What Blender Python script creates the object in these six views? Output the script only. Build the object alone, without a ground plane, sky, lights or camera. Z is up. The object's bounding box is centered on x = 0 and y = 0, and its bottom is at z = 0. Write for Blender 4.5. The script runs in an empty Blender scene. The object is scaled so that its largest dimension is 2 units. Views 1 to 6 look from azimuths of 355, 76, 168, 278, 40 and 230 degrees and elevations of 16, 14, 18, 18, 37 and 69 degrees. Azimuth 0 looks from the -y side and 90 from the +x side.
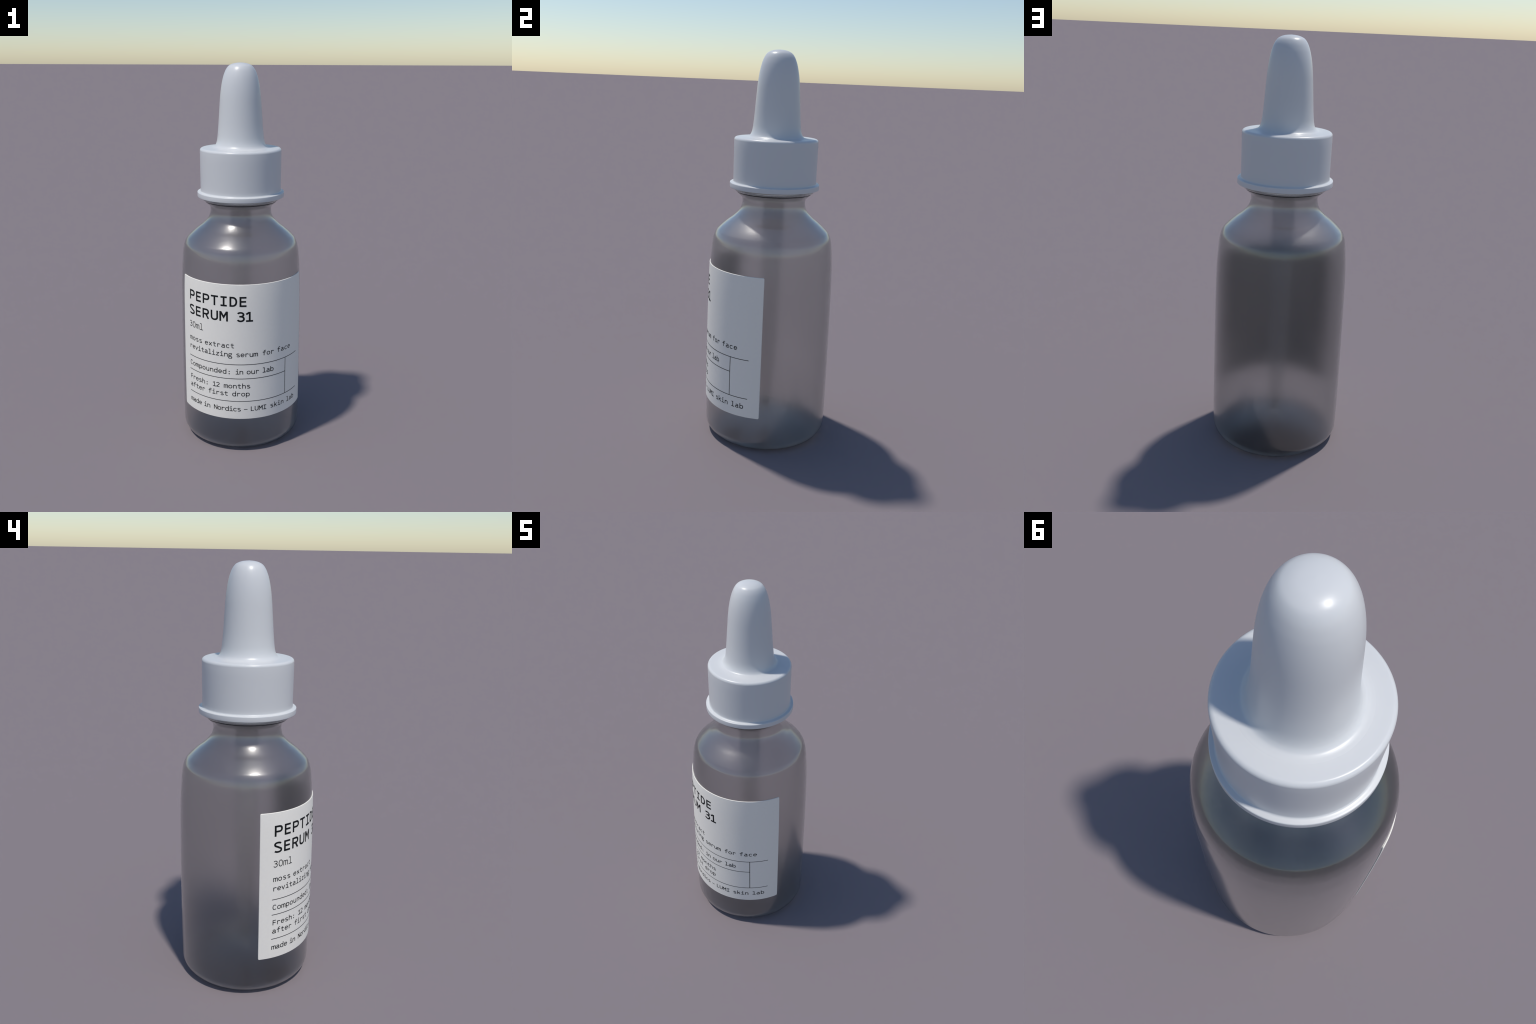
import bpy, bmesh, math

# ------------------------------------------------------------------ frame
SEG = 192                 # facets round every turned part
AXIS_Y = 0.0018           # the label makes the front bulge, so the axis sits a hair behind centre


def collection_link(ob, parent=None):
    bpy.context.scene.collection.objects.link(ob)
    if parent is not None:
        ob.parent = parent
    return ob


# ------------------------------------------------------------------ materials
def principled(name, **kw):
    m = bpy.data.materials.new(name)
    m.use_nodes = True
    b = m.node_tree.nodes["Principled BSDF"]
    for k, v in kw.items():
        b.inputs[k.replace("_", " ")].default_value = v
    return m, m.node_tree, b


def noise_bump(nt, bsdf, scale, strength, distance, detail=3.0):
    tc = nt.nodes.new("ShaderNodeTexCoord")
    no = nt.nodes.new("ShaderNodeTexNoise")
    no.inputs["Scale"].default_value = scale
    no.inputs["Detail"].default_value = detail
    bp = nt.nodes.new("ShaderNodeBump")
    bp.inputs["Strength"].default_value = strength
    bp.inputs["Distance"].default_value = distance
    nt.links.new(tc.outputs["Object"], no.inputs["Vector"])
    nt.links.new(no.outputs["Fac"], bp.inputs["Height"])
    nt.links.new(bp.outputs["Normal"], bsdf.inputs["Normal"])
    return tc, no


def noise_colour(nt, bsdf, scale, dark, light):
    tc = nt.nodes.new("ShaderNodeTexCoord")
    no = nt.nodes.new("ShaderNodeTexNoise")
    no.inputs["Scale"].default_value = scale
    no.inputs["Detail"].default_value = 4.0
    mx = nt.nodes.new("ShaderNodeMix")
    mx.data_type = "RGBA"
    mx.inputs["A"].default_value = (*dark, 1)
    mx.inputs["B"].default_value = (*light, 1)
    nt.links.new(tc.outputs["Object"], no.inputs["Vector"])
    nt.links.new(no.outputs["Fac"], mx.inputs["Factor"])
    nt.links.new(mx.outputs["Result"], bsdf.inputs["Base Color"])


GLASS_TINT = (0.81, 0.81, 0.81, 1)
glass, _, _ = principled("smoky_frosted_glass", Base_Color=GLASS_TINT, Roughness=0.28,
                         Coat_Weight=1.0, Coat_Roughness=0.12, Coat_IOR=1.5,
                         IOR=1.45, Transmission_Weight=1.0)
lip_glass, _, _ = principled("clear_lip_glass", Base_Color=(0.97, 0.97, 0.97, 1), Roughness=0.2, IOR=1.45, Transmission_Weight=0.8,
                             Coat_Weight=1.0, Coat_Roughness=0.12)
tube_glass, _, _ = principled("pipette_glass", Base_Color=(0.86, 0.84, 0.82, 1), Roughness=0.1,
                              IOR=1.03, Transmission_Weight=0.80)
tip_glass, _, _ = principled("pipette_tip_glass", Base_Color=(0.40, 0.40, 0.40, 1), Roughness=0.1, IOR=1.05,
                             Transmission_Weight=0.9)
pale_spot_mat, _, _ = principled("pale_spot_finish", Base_Color=(0.9, 0.92, 0.95, 1), Roughness=0.25, IOR=1.3,
                              Transmission_Weight=0.1)
rubber, rnt, rb = principled("white_soft_rubber", Roughness=0.33, IOR=1.45)
noise_colour(rnt, rb, 6.0, (0.636, 0.640, 0.640), (0.646, 0.650, 0.650))
plastic, pnt, pb = principled("white_moulded_plastic", Roughness=0.32, IOR=1.45)
noise_colour(pnt, pb, 6.0, (0.636, 0.640, 0.640), (0.646, 0.650, 0.650))
paper, lnt, lb = principled("matt_label_paper", Roughness=0.55, IOR=1.45)
noise_colour(lnt, lb, 90.0, (0.87, 0.83, 0.755), (0.91, 0.87, 0.79))
noise_bump(lnt, lb, 260.0, 0.12, 0.002)
gap_shadow_black, _, _ = principled("painted_gap_shadow", Base_Color=(0.02, 0.02, 0.021, 1), Roughness=0.6)
ink, _, _ = principled("black_printing_ink", Base_Color=(0.004, 0.005, 0.006, 1), Roughness=0.6, Specular_IOR_Level=0.25)


# ------------------------------------------------------------------ profiles
def smooth_path(points, per=8):
    """Centripetal Catmull-Rom through (r, z) control points."""
    pts = [tuple(p) for p in points]
    pts = [(2 * pts[0][0] - pts[1][0], 2 * pts[0][1] - pts[1][1])] + pts + \
          [(2 * pts[-1][0] - pts[-2][0], 2 * pts[-1][1] - pts[-2][1])]
    out = []
    for i in range(1, len(pts) - 2):
        p = pts[i - 1:i + 3]
        t = [0.0]
        for a, b in zip(p, p[1:]):
            t.append(t[-1] + max(math.dist(a, b), 1e-9) ** 0.5)
        for k in range(per):
            u = t[1] + (t[2] - t[1]) * k / per
            def mix(a, b, ta, tb):
                w = (u - ta) / (tb - ta)
                return (a[0] + (b[0] - a[0]) * w, a[1] + (b[1] - a[1]) * w)
            a1, a2, a3 = mix(p[0], p[1], t[0], t[1]), mix(p[1], p[2], t[1], t[2]), mix(p[2], p[3], t[2], t[3])
            b1, b2 = mix(a1, a2, t[0], t[2]), mix(a2, a3, t[1], t[3])
            out.append(mix(b1, b2, t[1], t[2]))
    out.append(pts[-2])
    return out


def arc(cr, cz, rr, rz, a0, a1, n=10):
    """Elliptic arc in the (r, z) plane, degrees from the +r direction."""
    return [(cr + rr * math.cos(math.radians(a0 + (a1 - a0) * i / n)),
             cz + rz * math.sin(math.radians(a0 + (a1 - a0) * i / n))) for i in range(n + 1)]


def lathe(name, profile, material, parent, closed=False):
    """Turn a profile about the axis.  Points on the axis (r = 0) become poles."""
    bm = bmesh.new()
    prof = [p for i, p in enumerate(profile) if i == 0 or math.dist(p, profile[i - 1]) > 1e-6]
    rings = []
    for r, z in prof:
        if r < 1e-6:
            rings.append([bm.verts.new((0, AXIS_Y, z))])
        else:
            rings.append([bm.verts.new((r * math.cos(math.tau * i / SEG), AXIS_Y + r * math.sin(math.tau * i / SEG), z))
                          for i in range(SEG)])
    pairs = list(zip(rings, rings[1:]))
    if closed:
        pairs.append((rings[-1], rings[0]))
    for a, b in pairs:
        for i in range(SEG):
            j = (i + 1) % SEG
            if len(a) == 1 and len(b) == 1:
                continue
            if len(a) == 1:
                bm.faces.new((a[0], b[j], b[i]))
            elif len(b) == 1:
                bm.faces.new((a[i], a[j], b[0]))
            else:
                bm.faces.new((a[i], a[j], b[j], b[i]))
    bmesh.ops.recalc_face_normals(bm, faces=bm.faces)
    me = bpy.data.meshes.new(name)
    bm.to_mesh(me)
    bm.free()
    me.shade_smooth()
    me.materials.append(material)
    return collection_link(bpy.data.objects.new(name, me), parent)


# ------------------------------------------------------------------ root
bottle = bpy.data.objects.new("dropper_bottle", None)
bottle["label"] = "smoky grey glass serum bottle with white dropper cap and paper label"
bottle["category"] = "dropper bottle"
collection_link(bottle)

# ------------------------------------------------------------------ glass bottle
BODY = [(0.3232, 0.080), (0.3243, 0.18), (0.3245, 0.32), (0.3239, 0.50), (0.3228, 0.65), (0.3215, 0.78),
        (0.3200, 0.86), (0.3180, 0.915), (0.3158, 0.955), (0.3122, 1.000), (0.3094, 1.032), (0.3055, 1.056)]
SHOULDER = [(0.2995, 1.080), (0.2930, 1.0930), (0.2855, 1.1040), (0.2770, 1.1130), (0.2570, 1.1315), (0.2325, 1.1520), (0.2085, 1.1710),
            (0.1882, 1.1905), (0.1790, 1.2010), (0.1718, 1.2115), (0.1664, 1.2230), (0.1622, 1.2375), (0.1603, 1.2500)]
COLLAR = [(0.1606, 1.2620), (0.1620, 1.2700), (0.1657, 1.2780), (0.1765, 1.2880), (0.1875, 1.2975), (0.1900, 1.3010)]
HEEL = 0.058
outer = [(0.0, 0.014), (0.10, 0.012), (0.20, 0.006), (0.235, 0.001)] + \
    arc(0.3232 - HEEL, HEEL * 1.1, HEEL, HEEL * 1.1, -90, 0, 14)[0:] + smooth_path(BODY + SHOULDER + COLLAR, 5)
WALL = 0.004

def body_radius(z):
    for (r0, z0), (r1, z1) in zip(BODY, BODY[1:]):
        if z0 <= z <= z1:
            return r0 + (r1 - r0) * (z - z0) / (z1 - z0)
    return BODY[0][0] if z < BODY[0][1] else BODY[-1][0]




def offset_inward(path, t):
    """The same profile moved to its left (towards the axis) by the wall thickness."""
    out = []
    for i, p in enumerate(path):
        q0, q1 = path[max(i - 1, 0)], path[min(i + 1, len(path) - 1)]
        d = math.dist(q0, q1)
        out.append((max(0.0, p[0] - (q1[1] - q0[1]) / d * t), p[1] + (q1[0] - q0[0]) / d * t))
    return out


outer = [p for i, p in enumerate(outer) if i == 0 or math.dist(p, outer[i - 1]) > 1e-5]
inner = offset_inward(outer, WALL)
inner[0] = (0.0, inner[1][1] + 0.0015)
inner = inner[::-1]
glass_bottle = lathe("glass_bottle", outer + inner, glass, bottle)

# gap shadow under the cap modelled as a black ring, then the glass lip
gap_shadow_ring = lathe("gap_shadow_ring", [(0.150, 1.3016), (0.1905, 1.3016), (0.1912, 1.3030), (0.1905, 1.3046), (0.150, 1.3046)], gap_shadow_black, bottle, closed=True)
lip_ring = lathe("lip_ring", [(0.165, 1.3052), (0.1900, 1.3052)] + arc(0.1925, 1.3145, 0.0100, 0.0090, -80, 80, 12) + [(0.1900, 1.3270), (0.165, 1.3270)],
                 lip_glass, bottle, closed=True)

# ------------------------------------------------------------------ pipette
tube = [(0.0, 1.262), (0.050, 1.262), (0.050, 0.80)] + smooth_path([(0.049, 0.60), (0.046, 0.42), (0.040, 0.29), (0.031, 0.21), (0.025, 0.165)], 6) + [(0.0, 0.165)]
pipette = lathe("pipette", tube, tube_glass, bottle)
lathe("pipette_tip", [(0.0, 0.163), (0.0245, 0.163), (0.0215, 0.135), (0.020, 0.112), (0.0, 0.112)], tip_glass, pipette)
lathe("pale_spot", arc(0.0, 0.095, 0.026, 0.015, 90, -90, 16), pale_spot_mat, pipette)  # pale flattened blob shaped for the light spot seen near the floor

# ------------------------------------------------------------------ screw cap and rubber bulb (one continuous skin)
TOP, R_CAP, R_FL = 1.5780, 0.2112, 0.2275
SPLIT = 0.160
cap_profile = [(SPLIT, TOP - 0.0003), (0.175, TOP - 0.0006), (0.190, TOP - 0.0010)] + arc(R_CAP - 0.0135, TOP - 0.0150, 0.0135, 0.0138, 88, 0, 8) + \
    [(R_CAP, 1.52), (R_CAP - 0.0004, 1.44), (R_CAP - 0.0008, 1.372), (R_CAP - 0.0008, 1.3590)] + \
    arc(R_CAP + 0.0052, 1.3590, 0.006, 0.0065, 180, 265, 5) + [(0.2205, 1.3515)] + \
    arc(R_FL - 0.0035, 1.3475, 0.0035, 0.0035, 82, 0, 5) + [(R_FL, 1.338)] + \
    arc(R_FL - 0.0030, 1.3280, 0.0030, 0.0030, 0, -90, 4) + [(0.215, 1.3248), (0.206, 1.3248), (0.2050, 1.327), (0.2050, 1.45), (0.10, 1.452), (0.10, 1.555), (SPLIT, 1.555)]
screw_cap = lathe("screw_cap", cap_profile, plastic, bottle)

bulb_ctrl = [(0.0, 2.0), (0.018, 1.9986), (0.034, 1.9958), (0.048, 1.9908), (0.0610, 1.9828), (0.0735, 1.9660), (0.0845, 1.9400),
             (0.0905, 1.9190), (0.0955, 1.8960), (0.1000, 1.8680), (0.1040, 1.8330), (0.1073, 1.7900), (0.1112, 1.7350),
             (0.1148, 1.6840), (0.1180, 1.6480), (0.1202, 1.6270), (0.1228, 1.6120), (0.1262, 1.6000), (0.1310, 1.5900),
             (0.1385, 1.5822), (0.1480, 1.5790), (SPLIT, TOP - 0.0003)]
rubber_bulb = lathe("rubber_bulb", smooth_path(bulb_ctrl, 5), rubber, bottle)

# ------------------------------------------------------------------ label
L_HALF, L_LOW, L_HIGH, L_THICK, L_CORNER = 70.5, 0.1945, 0.9335, 0.0038, 0.006
L_RAD = 0.324             # the radius at which label distances along the print are measured


def label_point(s, z, lift=0.0):
    """s: distance along the print, right positive, 0 at the front."""
    a = s / L_RAD
    r = body_radius(z) + L_THICK + lift
    return (r * math.sin(a), AXIS_Y - r * math.cos(a), z)


def make_label():
    bm = bmesh.new()
    half = math.radians(L_HALF) * L_RAD
    ns, nz = 96, 40
    ss = [-half, -half + 0.0016, -half + L_CORNER * 0.5, -half + L_CORNER] + [-half + L_CORNER + (2 * half - 2 * L_CORNER) * i / ns for i in range(1, ns)] + \
         [half - L_CORNER, half - L_CORNER * 0.5, half - 0.0016, half]
    low, high = L_LOW, L_HIGH
    zs_t = [i / nz for i in range(nz + 1)]
    chamfer = 0.0014

    def clip(s):
        d = abs(s) - (half - L_CORNER)
        return L_CORNER - math.sqrt(max(0.0, L_CORNER ** 2 - d * d)) if d > 0 else 0.0
    front, back = [], []
    for s in ss:
        c = clip(s)
        lo, hi = low + c, high - c
        side = -chamfer if abs(s) > half - 1e-6 else 0.0
        col = [bm.verts.new(label_point(s, lo, -chamfer))]
        col += [bm.verts.new(label_point(s, lo + chamfer + (hi - lo - 2 * chamfer) * k / (nz - 2), side)) for k in range(nz - 1)]
        col.append(bm.verts.new(label_point(s, hi, -chamfer)))
        front.append(col)
        back.append([bm.verts.new(label_point(s, lo + (hi - lo) * t, -L_THICK + 0.0006)) for t in zs_t])
    n = len(ss)
    for i in range(n - 1):
        for k in range(nz):
            bm.faces.new((front[i][k], front[i + 1][k], front[i + 1][k + 1], front[i][k + 1]))
            bm.faces.new((back[i][k + 1], back[i + 1][k + 1], back[i + 1][k], back[i][k]))
        bm.faces.new((front[i + 1][0], front[i][0], back[i][0], back[i + 1][0]))
        bm.faces.new((front[i][nz], front[i + 1][nz], back[i + 1][nz], back[i][nz]))
    for k in range(nz):
        bm.faces.new((front[0][k], front[0][k + 1], back[0][k + 1], back[0][k]))
        bm.faces.new((front[-1][k + 1], front[-1][k], back[-1][k], back[-1][k + 1]))
    bmesh.ops.recalc_face_normals(bm, faces=bm.faces)
    me = bpy.data.meshes.new("label")
    bm.to_mesh(me)
    bm.free()
    me.shade_smooth()
    me.set_sharp_from_angle(angle=math.radians(30))
    me.materials.append(paper)
    return collection_link(bpy.data.objects.new("label", me), bottle)


label = make_label()

# ------------------------------------------------------------------ a monospaced stroke alphabet
# Units: the em.  A cell is 0.6 wide; capitals 0.70, lower case 0.52, ascenders 0.76 high.
# Glyphs are lists of centre-line strokes; strokes are laid down as ribbons of the pen width.
CAP, XH, ASC, DESC = 0.70, 0.52, 0.765, -0.21


def line(*p):
    return list(zip(p[0::2], p[1::2]))


def ell(cx, cy, rx, ry, a0, a1, power=2.3):
    """Slightly squared elliptic arc, degrees."""
    n = max(4, int(abs(a1 - a0) / 12))
    out = []
    for i in range(n + 1):
        a = math.radians(a0 + (a1 - a0) * i / n)
        c, s = math.cos(a), math.sin(a)
        out.append((cx + rx * math.copysign(abs(c) ** (2 / power), c), cy + ry * math.copysign(abs(s) ** (2 / power), s)))
    return out


def glyphs(w):
    """Strokes for pen width w; h keeps the ink inside the nominal heights."""
    h = w / 2
    c, x, a = CAP - h, XH - h, ASC - h
    g = {}
    # capitals
    g["P"] = [line(.095, 0, .095, CAP), line(.095, c, .31, c) + ell(.33, (c + .315) / 2, .165, (c - .315) / 2, 90, -90) + line(.31, .315, .095, .315)]
    g["R"] = [line(.095, 0, .095, CAP), line(.095, c, .31, c) + ell(.32, (c + .33) / 2, .165, (c - .33) / 2, 90, -90) + line(.30, .33, .095, .33), line(.30, .33, .49, 0)]
    g["E"] = [line(.125, 0, .125, CAP), line(.125, c, .50, c), line(.125, .36, .475, .36), line(.125, h, .50, h)]
    g["F"] = [line(.135, 0, .135, CAP), line(.135, c, .51, c), line(.135, .355, .48, .355)]
    g["L"] = [line(.155, CAP, .155, h, .52, h)]
    g["T"] = [line(.3, 0, .3, c), line(.05, c, .55, c)]
    g["I"] = [line(.3, h, .3, c), line(.095, c, .505, c), line(.095, h, .505, h)]
    g["D"] = [line(.115, 0, .115, CAP), line(.115, c, .24, c) + ell(.24, .35, .245, c - .35, 90, -90, 2.2) + line(.24, h, .115, h)]
    g["U"] = [line(.10, CAP, .10, .25) + ell(.3, .25, .20, .25 - h, 180, 360) + line(.50, .25, .50, CAP)]
    g["M"] = [line(.08, 0, .08, CAP), line(.52, 0, .52, CAP), line(.095, c + h * .6, .3, .30, .505, c + h * .6)]
    g["N"] = [line(.10, 0, .10, CAP), line(.50, 0, .50, CAP), line(.105, CAP - .03, .495, .03)]
    g["C"] = [ell(.315, .35, .215, .36 - h, 42, 318)]
    g["S"] = [ell(.3, .530, .195, .18 - h, 25, 235) + line(.3, .365) + ell(.3, .18, .21, .19 - h, 60, -155)]
    # figures
    mid = .378
    ru, rl = (CAP + .005 - h - mid) / 2, (mid - h + .01) / 2
    g["3"] = [ell(.29, mid + ru, .185, ru, 155, -88, 2.1) + line(.21, mid), line(.26, mid) + ell(.295, mid - rl, .205, rl, 88, -155, 2.1)]
    g["1"] = [line(.32, h, .32, CAP), line(.10, .53, .29, c + h * .3), line(.09, h, .53, h)]
    g["0"] = [ell(.3, .35, .205, .36 - h, 0, 360)]
    g["2"] = [ell(.3, .51, .19, .20 - h, 165, -35) + line(.12, h * 1.6), line(.095, h, .52, h)]
    # lower case
    bowl = lambda cx: ell(cx, XH / 2, .20, XH / 2 + .01 - h, 0, 360)
    g["o"] = [ell(.3, XH / 2, .205, XH / 2 + .01 - h, 0, 360)]
    g["c"] = [ell(.315, XH / 2, .205, XH / 2 + .01 - h, 40, 320)]
    g["e"] = [line(.10, .275, .50, .275) + ell(.3, XH / 2 + .004, .203, XH / 2 + .006 - h, 2, 318)]
    g["a"] = [ell(.285, .365, .165, .165 - h, 155, 0) + line(.45, .30, .45, .06, .54, h * .7), line(.45, .305, .27, .305) + ell(.25, .15, .155, .155 - h, 90, 270) + line(.31, h - .005) + ell(.30, .15, .15, .155 - h, -80, 0)]
    g["b"] = [line(.115, 0, .115, ASC), bowl(.315)]
    g["d"] = [line(.485, 0, .485, ASC), bowl(.285)]
    g["p"] = [line(.115, DESC, .115, XH), bowl(.315)]
    g["n"] = [line(.115, 0, .115, XH), line(.115, .33) + ell(.31, .33, .175, XH + .01 - h - .33, 160, 0) + line(.485, 0)]
    g["h"] = [line(.115, 0, .115, ASC), line(.115, .33) + ell(.31, .33, .175, XH + .01 - h - .33, 160, 0) + line(.485, 0)]
    g["u"] = [line(.485, 0, .485, XH), line(.485, .19) + ell(.29, .19, .175, .20 - h, -20, -180) + line(.115, XH)]
    g["m"] = [line(.06, 0, .06, XH), line(.06, .40) + ell(.18, .40, .12, XH + .01 - h - .40, 170, 0) + line(.30, 0),
              line(.30, .40) + ell(.42, .40, .12, XH + .01 - h - .40, 170, 0) + line(.54, 0)]
    g["r"] = [line(.15, 0, .15, XH), line(.15, .32) + ell(.33, .32, .17, XH + .005 - h - .32, 165, 25)]
    g["s"] = [ell(.3, .392, .165, .138 - h, 25, 240) + line(.3, .265) + ell(.3, .132, .18, .142 - h, 62, -155)]
    g["t"] = [line(.25, .68, .25, .15) + ell(.37, .15, .12, .15 - h, 180, 270) + line(.50, h), line(.07, x, .50, x)]
    g["f"] = [line(.27, 0, .27, .57) + ell(.39, .57, .12, a - .57, 180, 90) + line(.53, a), line(.08, x, .52, x)]
    g["i"] = [line(.31, h, .31, x, .11, x), line(.09, h, .53, h), "dot", (.30, .69)]
    g["l"] = [line(.31, h, .31, a, .11, a), line(.09, h, .53, h)]
    g["k"] = [line(.125, 0, .125, ASC), line(.125, .20, .48, XH - .01), line(.25, .30, .50, .01)]
    g["v"] = [line(.085, XH, .3, .03, .515, XH)]
    g["x"] = [line(.09, .01, .51, XH - .01), line(.09, XH - .01, .51, .01)]
    g["z"] = [line(.115, x, .47, x, .125, h, .49, h)]
    g["g"] = [ell(.275, .355, .155, .175 - h, 0, 360), line(.37, .475, .45, x, .54, x),
              line(.18, .225) + ell(.19, .135, .075, .085, 120, 250) + line(.22, .055, .38, .055) + ell(.36, -.075, .145, .13, 80, -90) + line(.22, -.205) + ell(.24, -.075, .15, .13, -90, -220)]
    g[":"] = ["dot", (.30, .40), "dot", (.30, .06)]
    g["–"] = [line(.06, .29, .54, .29)]
    return g


def ribbon(points, w):
    """Left and right edges of a mitred ribbon along a polyline."""
    p = [points[0]]
    for q in points[1:]:
        if math.dist(q, p[-1]) > 1e-4:
            p.append(q)
    closed = math.dist(p[0], p[-1]) < 1e-3 and len(p) > 4
    dense = [p[0]]
    for a, b in zip(p, p[1:]):
        n = max(1, int(math.dist(a, b) / 0.16))
        dense += [(a[0] + (b[0] - a[0]) * i / n, a[1] + (b[1] - a[1]) * i / n) for i in range(1, n + 1)]
    p, left, right = dense, [], []
    for i, q in enumerate(p):
        prev = p[i - 1] if i else (p[-2] if closed else None)
        nxt = p[i + 1] if i + 1 < len(p) else (p[1] if closed else None)
        d0 = d1 = None
        if prev:
            d0 = ((q[0] - prev[0]) / math.dist(q, prev), (q[1] - prev[1]) / math.dist(q, prev))
        if nxt:
            d1 = ((nxt[0] - q[0]) / math.dist(nxt, q), (nxt[1] - q[1]) / math.dist(nxt, q))
        d0, d1 = d0 or d1, d1 or d0
        n = (-(d0[1] + d1[1]), d0[0] + d1[0])
        ln = math.hypot(*n) or 1.0
        n = (n[0] / ln, n[1] / ln)
        k = max(0.42, n[0] * -d0[1] + n[1] * d0[0])
        m = w / 2 / k
        left.append((q[0] + n[0] * m, q[1] + n[1] * m))
        right.append((q[0] - n[0] * m, q[1] - n[1] * m))
    return left, right


def add_strip(bm, left, right, place, lift):
    top = [(bm.verts.new(place(*l, lift)), bm.verts.new(place(*r, lift))) for l, r in zip(left, right)]
    low = [(bm.verts.new(place(*l, -0.0006)), bm.verts.new(place(*r, -0.0006))) for l, r in zip(left, right)]
    for (a, b), (c, d), (e, f), (g, h) in zip(top, top[1:], low, low[1:]):
        bm.faces.new((a, b, d, c))
        bm.faces.new((a, c, g, e))
        bm.faces.new((b, f, h, d))
    for t, l in ((top[0], low[0]), (top[-1], low[-1])):
        bm.faces.new((t[0], l[0], l[1], t[1]))


INK_LIFT = 0.00025
TITLE, BODYTXT, VOLUME = 0.0757, 0.0376, 0.0470      # type sizes (em)


def finish_ink(bm, name):
    bmesh.ops.recalc_face_normals(bm, faces=bm.faces)
    me = bpy.data.meshes.new(name)
    bm.to_mesh(me)
    bm.free()
    me.materials.append(ink)
    return collection_link(bpy.data.objects.new(name, me), label)


def word(text, s_left, s_right, base, em, pen):
    """Set a word so that its ink runs from s_left to s_right; pen is the stroke width in em."""
    table = glyphs(pen)

    def extent(ch):
        xs = []
        items = table[ch]
        for k, st in enumerate(items):
            if st == "dot":
                xs += [items[k + 1][0] - pen * .75, items[k + 1][0] + pen * .75]
            elif isinstance(st, list):
                l, r = ribbon(st, pen)
                xs += [q[0] for q in l + r]
        return min(xs), max(xs)
    x0, x1 = extent(text[0])[0], extent(text[-1])[1]          # ink edges of the first and last glyph
    if len(text) > 1:
        sx = em * {TITLE: 1.065, VOLUME: 0.96}.get(em, 1.06)          # the face is a little wider than the drawn cell
        adv = (s_right - s_left - (x1 - x0) * sx) / (len(text) - 1)
    else:
        adv, sx = 0.0, (s_right - s_left) / (x1 - x0)
    start = s_left - x0 * sx
    bm = bmesh.new()
    for i, ch in enumerate(text):
        place = lambda gx, gy, lift, i=i: label_point(start + i * adv + gx * sx, base + gy * em, lift)
        items, k = table[ch], 0
        while k < len(items):
            lift = INK_LIFT + 0.00012 * k
            if items[k] == "dot":
                cx, cy = items[k + 1]
                q = pen * .72
                add_strip(bm, [(cx - q, cy + q), (cx + q, cy + q)], [(cx - q, cy - q), (cx + q, cy - q)], place, lift)
                k += 2
            else:
                add_strip(bm, *ribbon(items[k], pen), place, lift)
                k += 1
    return finish_ink(bm, "word")


for args in (
    ("PEPTIDE", -.3298, .0067, .8185, TITLE, .116), ("SERUM", -.3315, -.0872, .7387, TITLE, .116), ("31", -.0417, .0398, .7387, TITLE, .116),
    ("30ml", -.3325, -.2310, .6675, VOLUME, .078),
):
    word(*args)
for text, a, b, base in (
    ("moss", -.3328, -.2383, .5950), ("extract", -.2186, -.0571, .5950),
    ("revitalizing", -.3310, -.0664, .5470), ("serum", -.0447, .0656, .5470), ("for", .0912, .1561, .5475), ("face", .1782, .2730, .5475),
    ("Compounded:", -.3327, -.0795, .4505), ("in", -.0487, -.0106, .4505), ("our", .0073, .0722, .4505), ("lab", .0916, .1545, .4505),
    ("Fresh:", -.3307, -.2050, .3705), ("12", -.1728, -.1345, .3705), ("months", -.1117, .0258, .3705),
    ("after", -.3322, -.2215, .3262), ("first", -.1990, -.0909, .3262), ("drop", -.0672, .0228, .3262),
    ("made", -.3340, -.2455, .2393), ("in", -.2285, -.1905, .2393), ("Nordics", -.1680, -.0229, .2393), ("–", -.0068, .0114, .2393),
    ("LUMI", .0288, .1127, .2393), ("skin", .1379, .2248, .2393), ("lab", .2490, .3165, .2393),
):
    word(text, a, b, base, BODYTXT, .096)


def ruled_line(s0, z0, s1, z1, width=0.0032):
    bm = bmesh.new()
    n = max(2, int(abs(s1 - s0) / 0.008))
    up = s0 == s1
    n = 40 if up else n
    pts = [(s0 + (s1 - s0) * i / n, z0 + (z1 - z0) * i / n) for i in range(n + 1)]
    ox, oy = (width / 2, 0) if up else (0, width / 2)
    add_strip(bm, [(x - ox, z + oy) for x, z in pts], [(x + ox, z - oy) for x, z in pts], label_point, INK_LIFT + (0.00012 if up else 0))
    return finish_ink(bm, "ruled_line")


ruled_line(-.3365, .5040, .3365, .5040)
ruled_line(-.3365, .4250, .2335, .4250)
ruled_line(-.3365, .2968, .3365, .2968)
ruled_line(.2335, .5040, .2335, .2968)
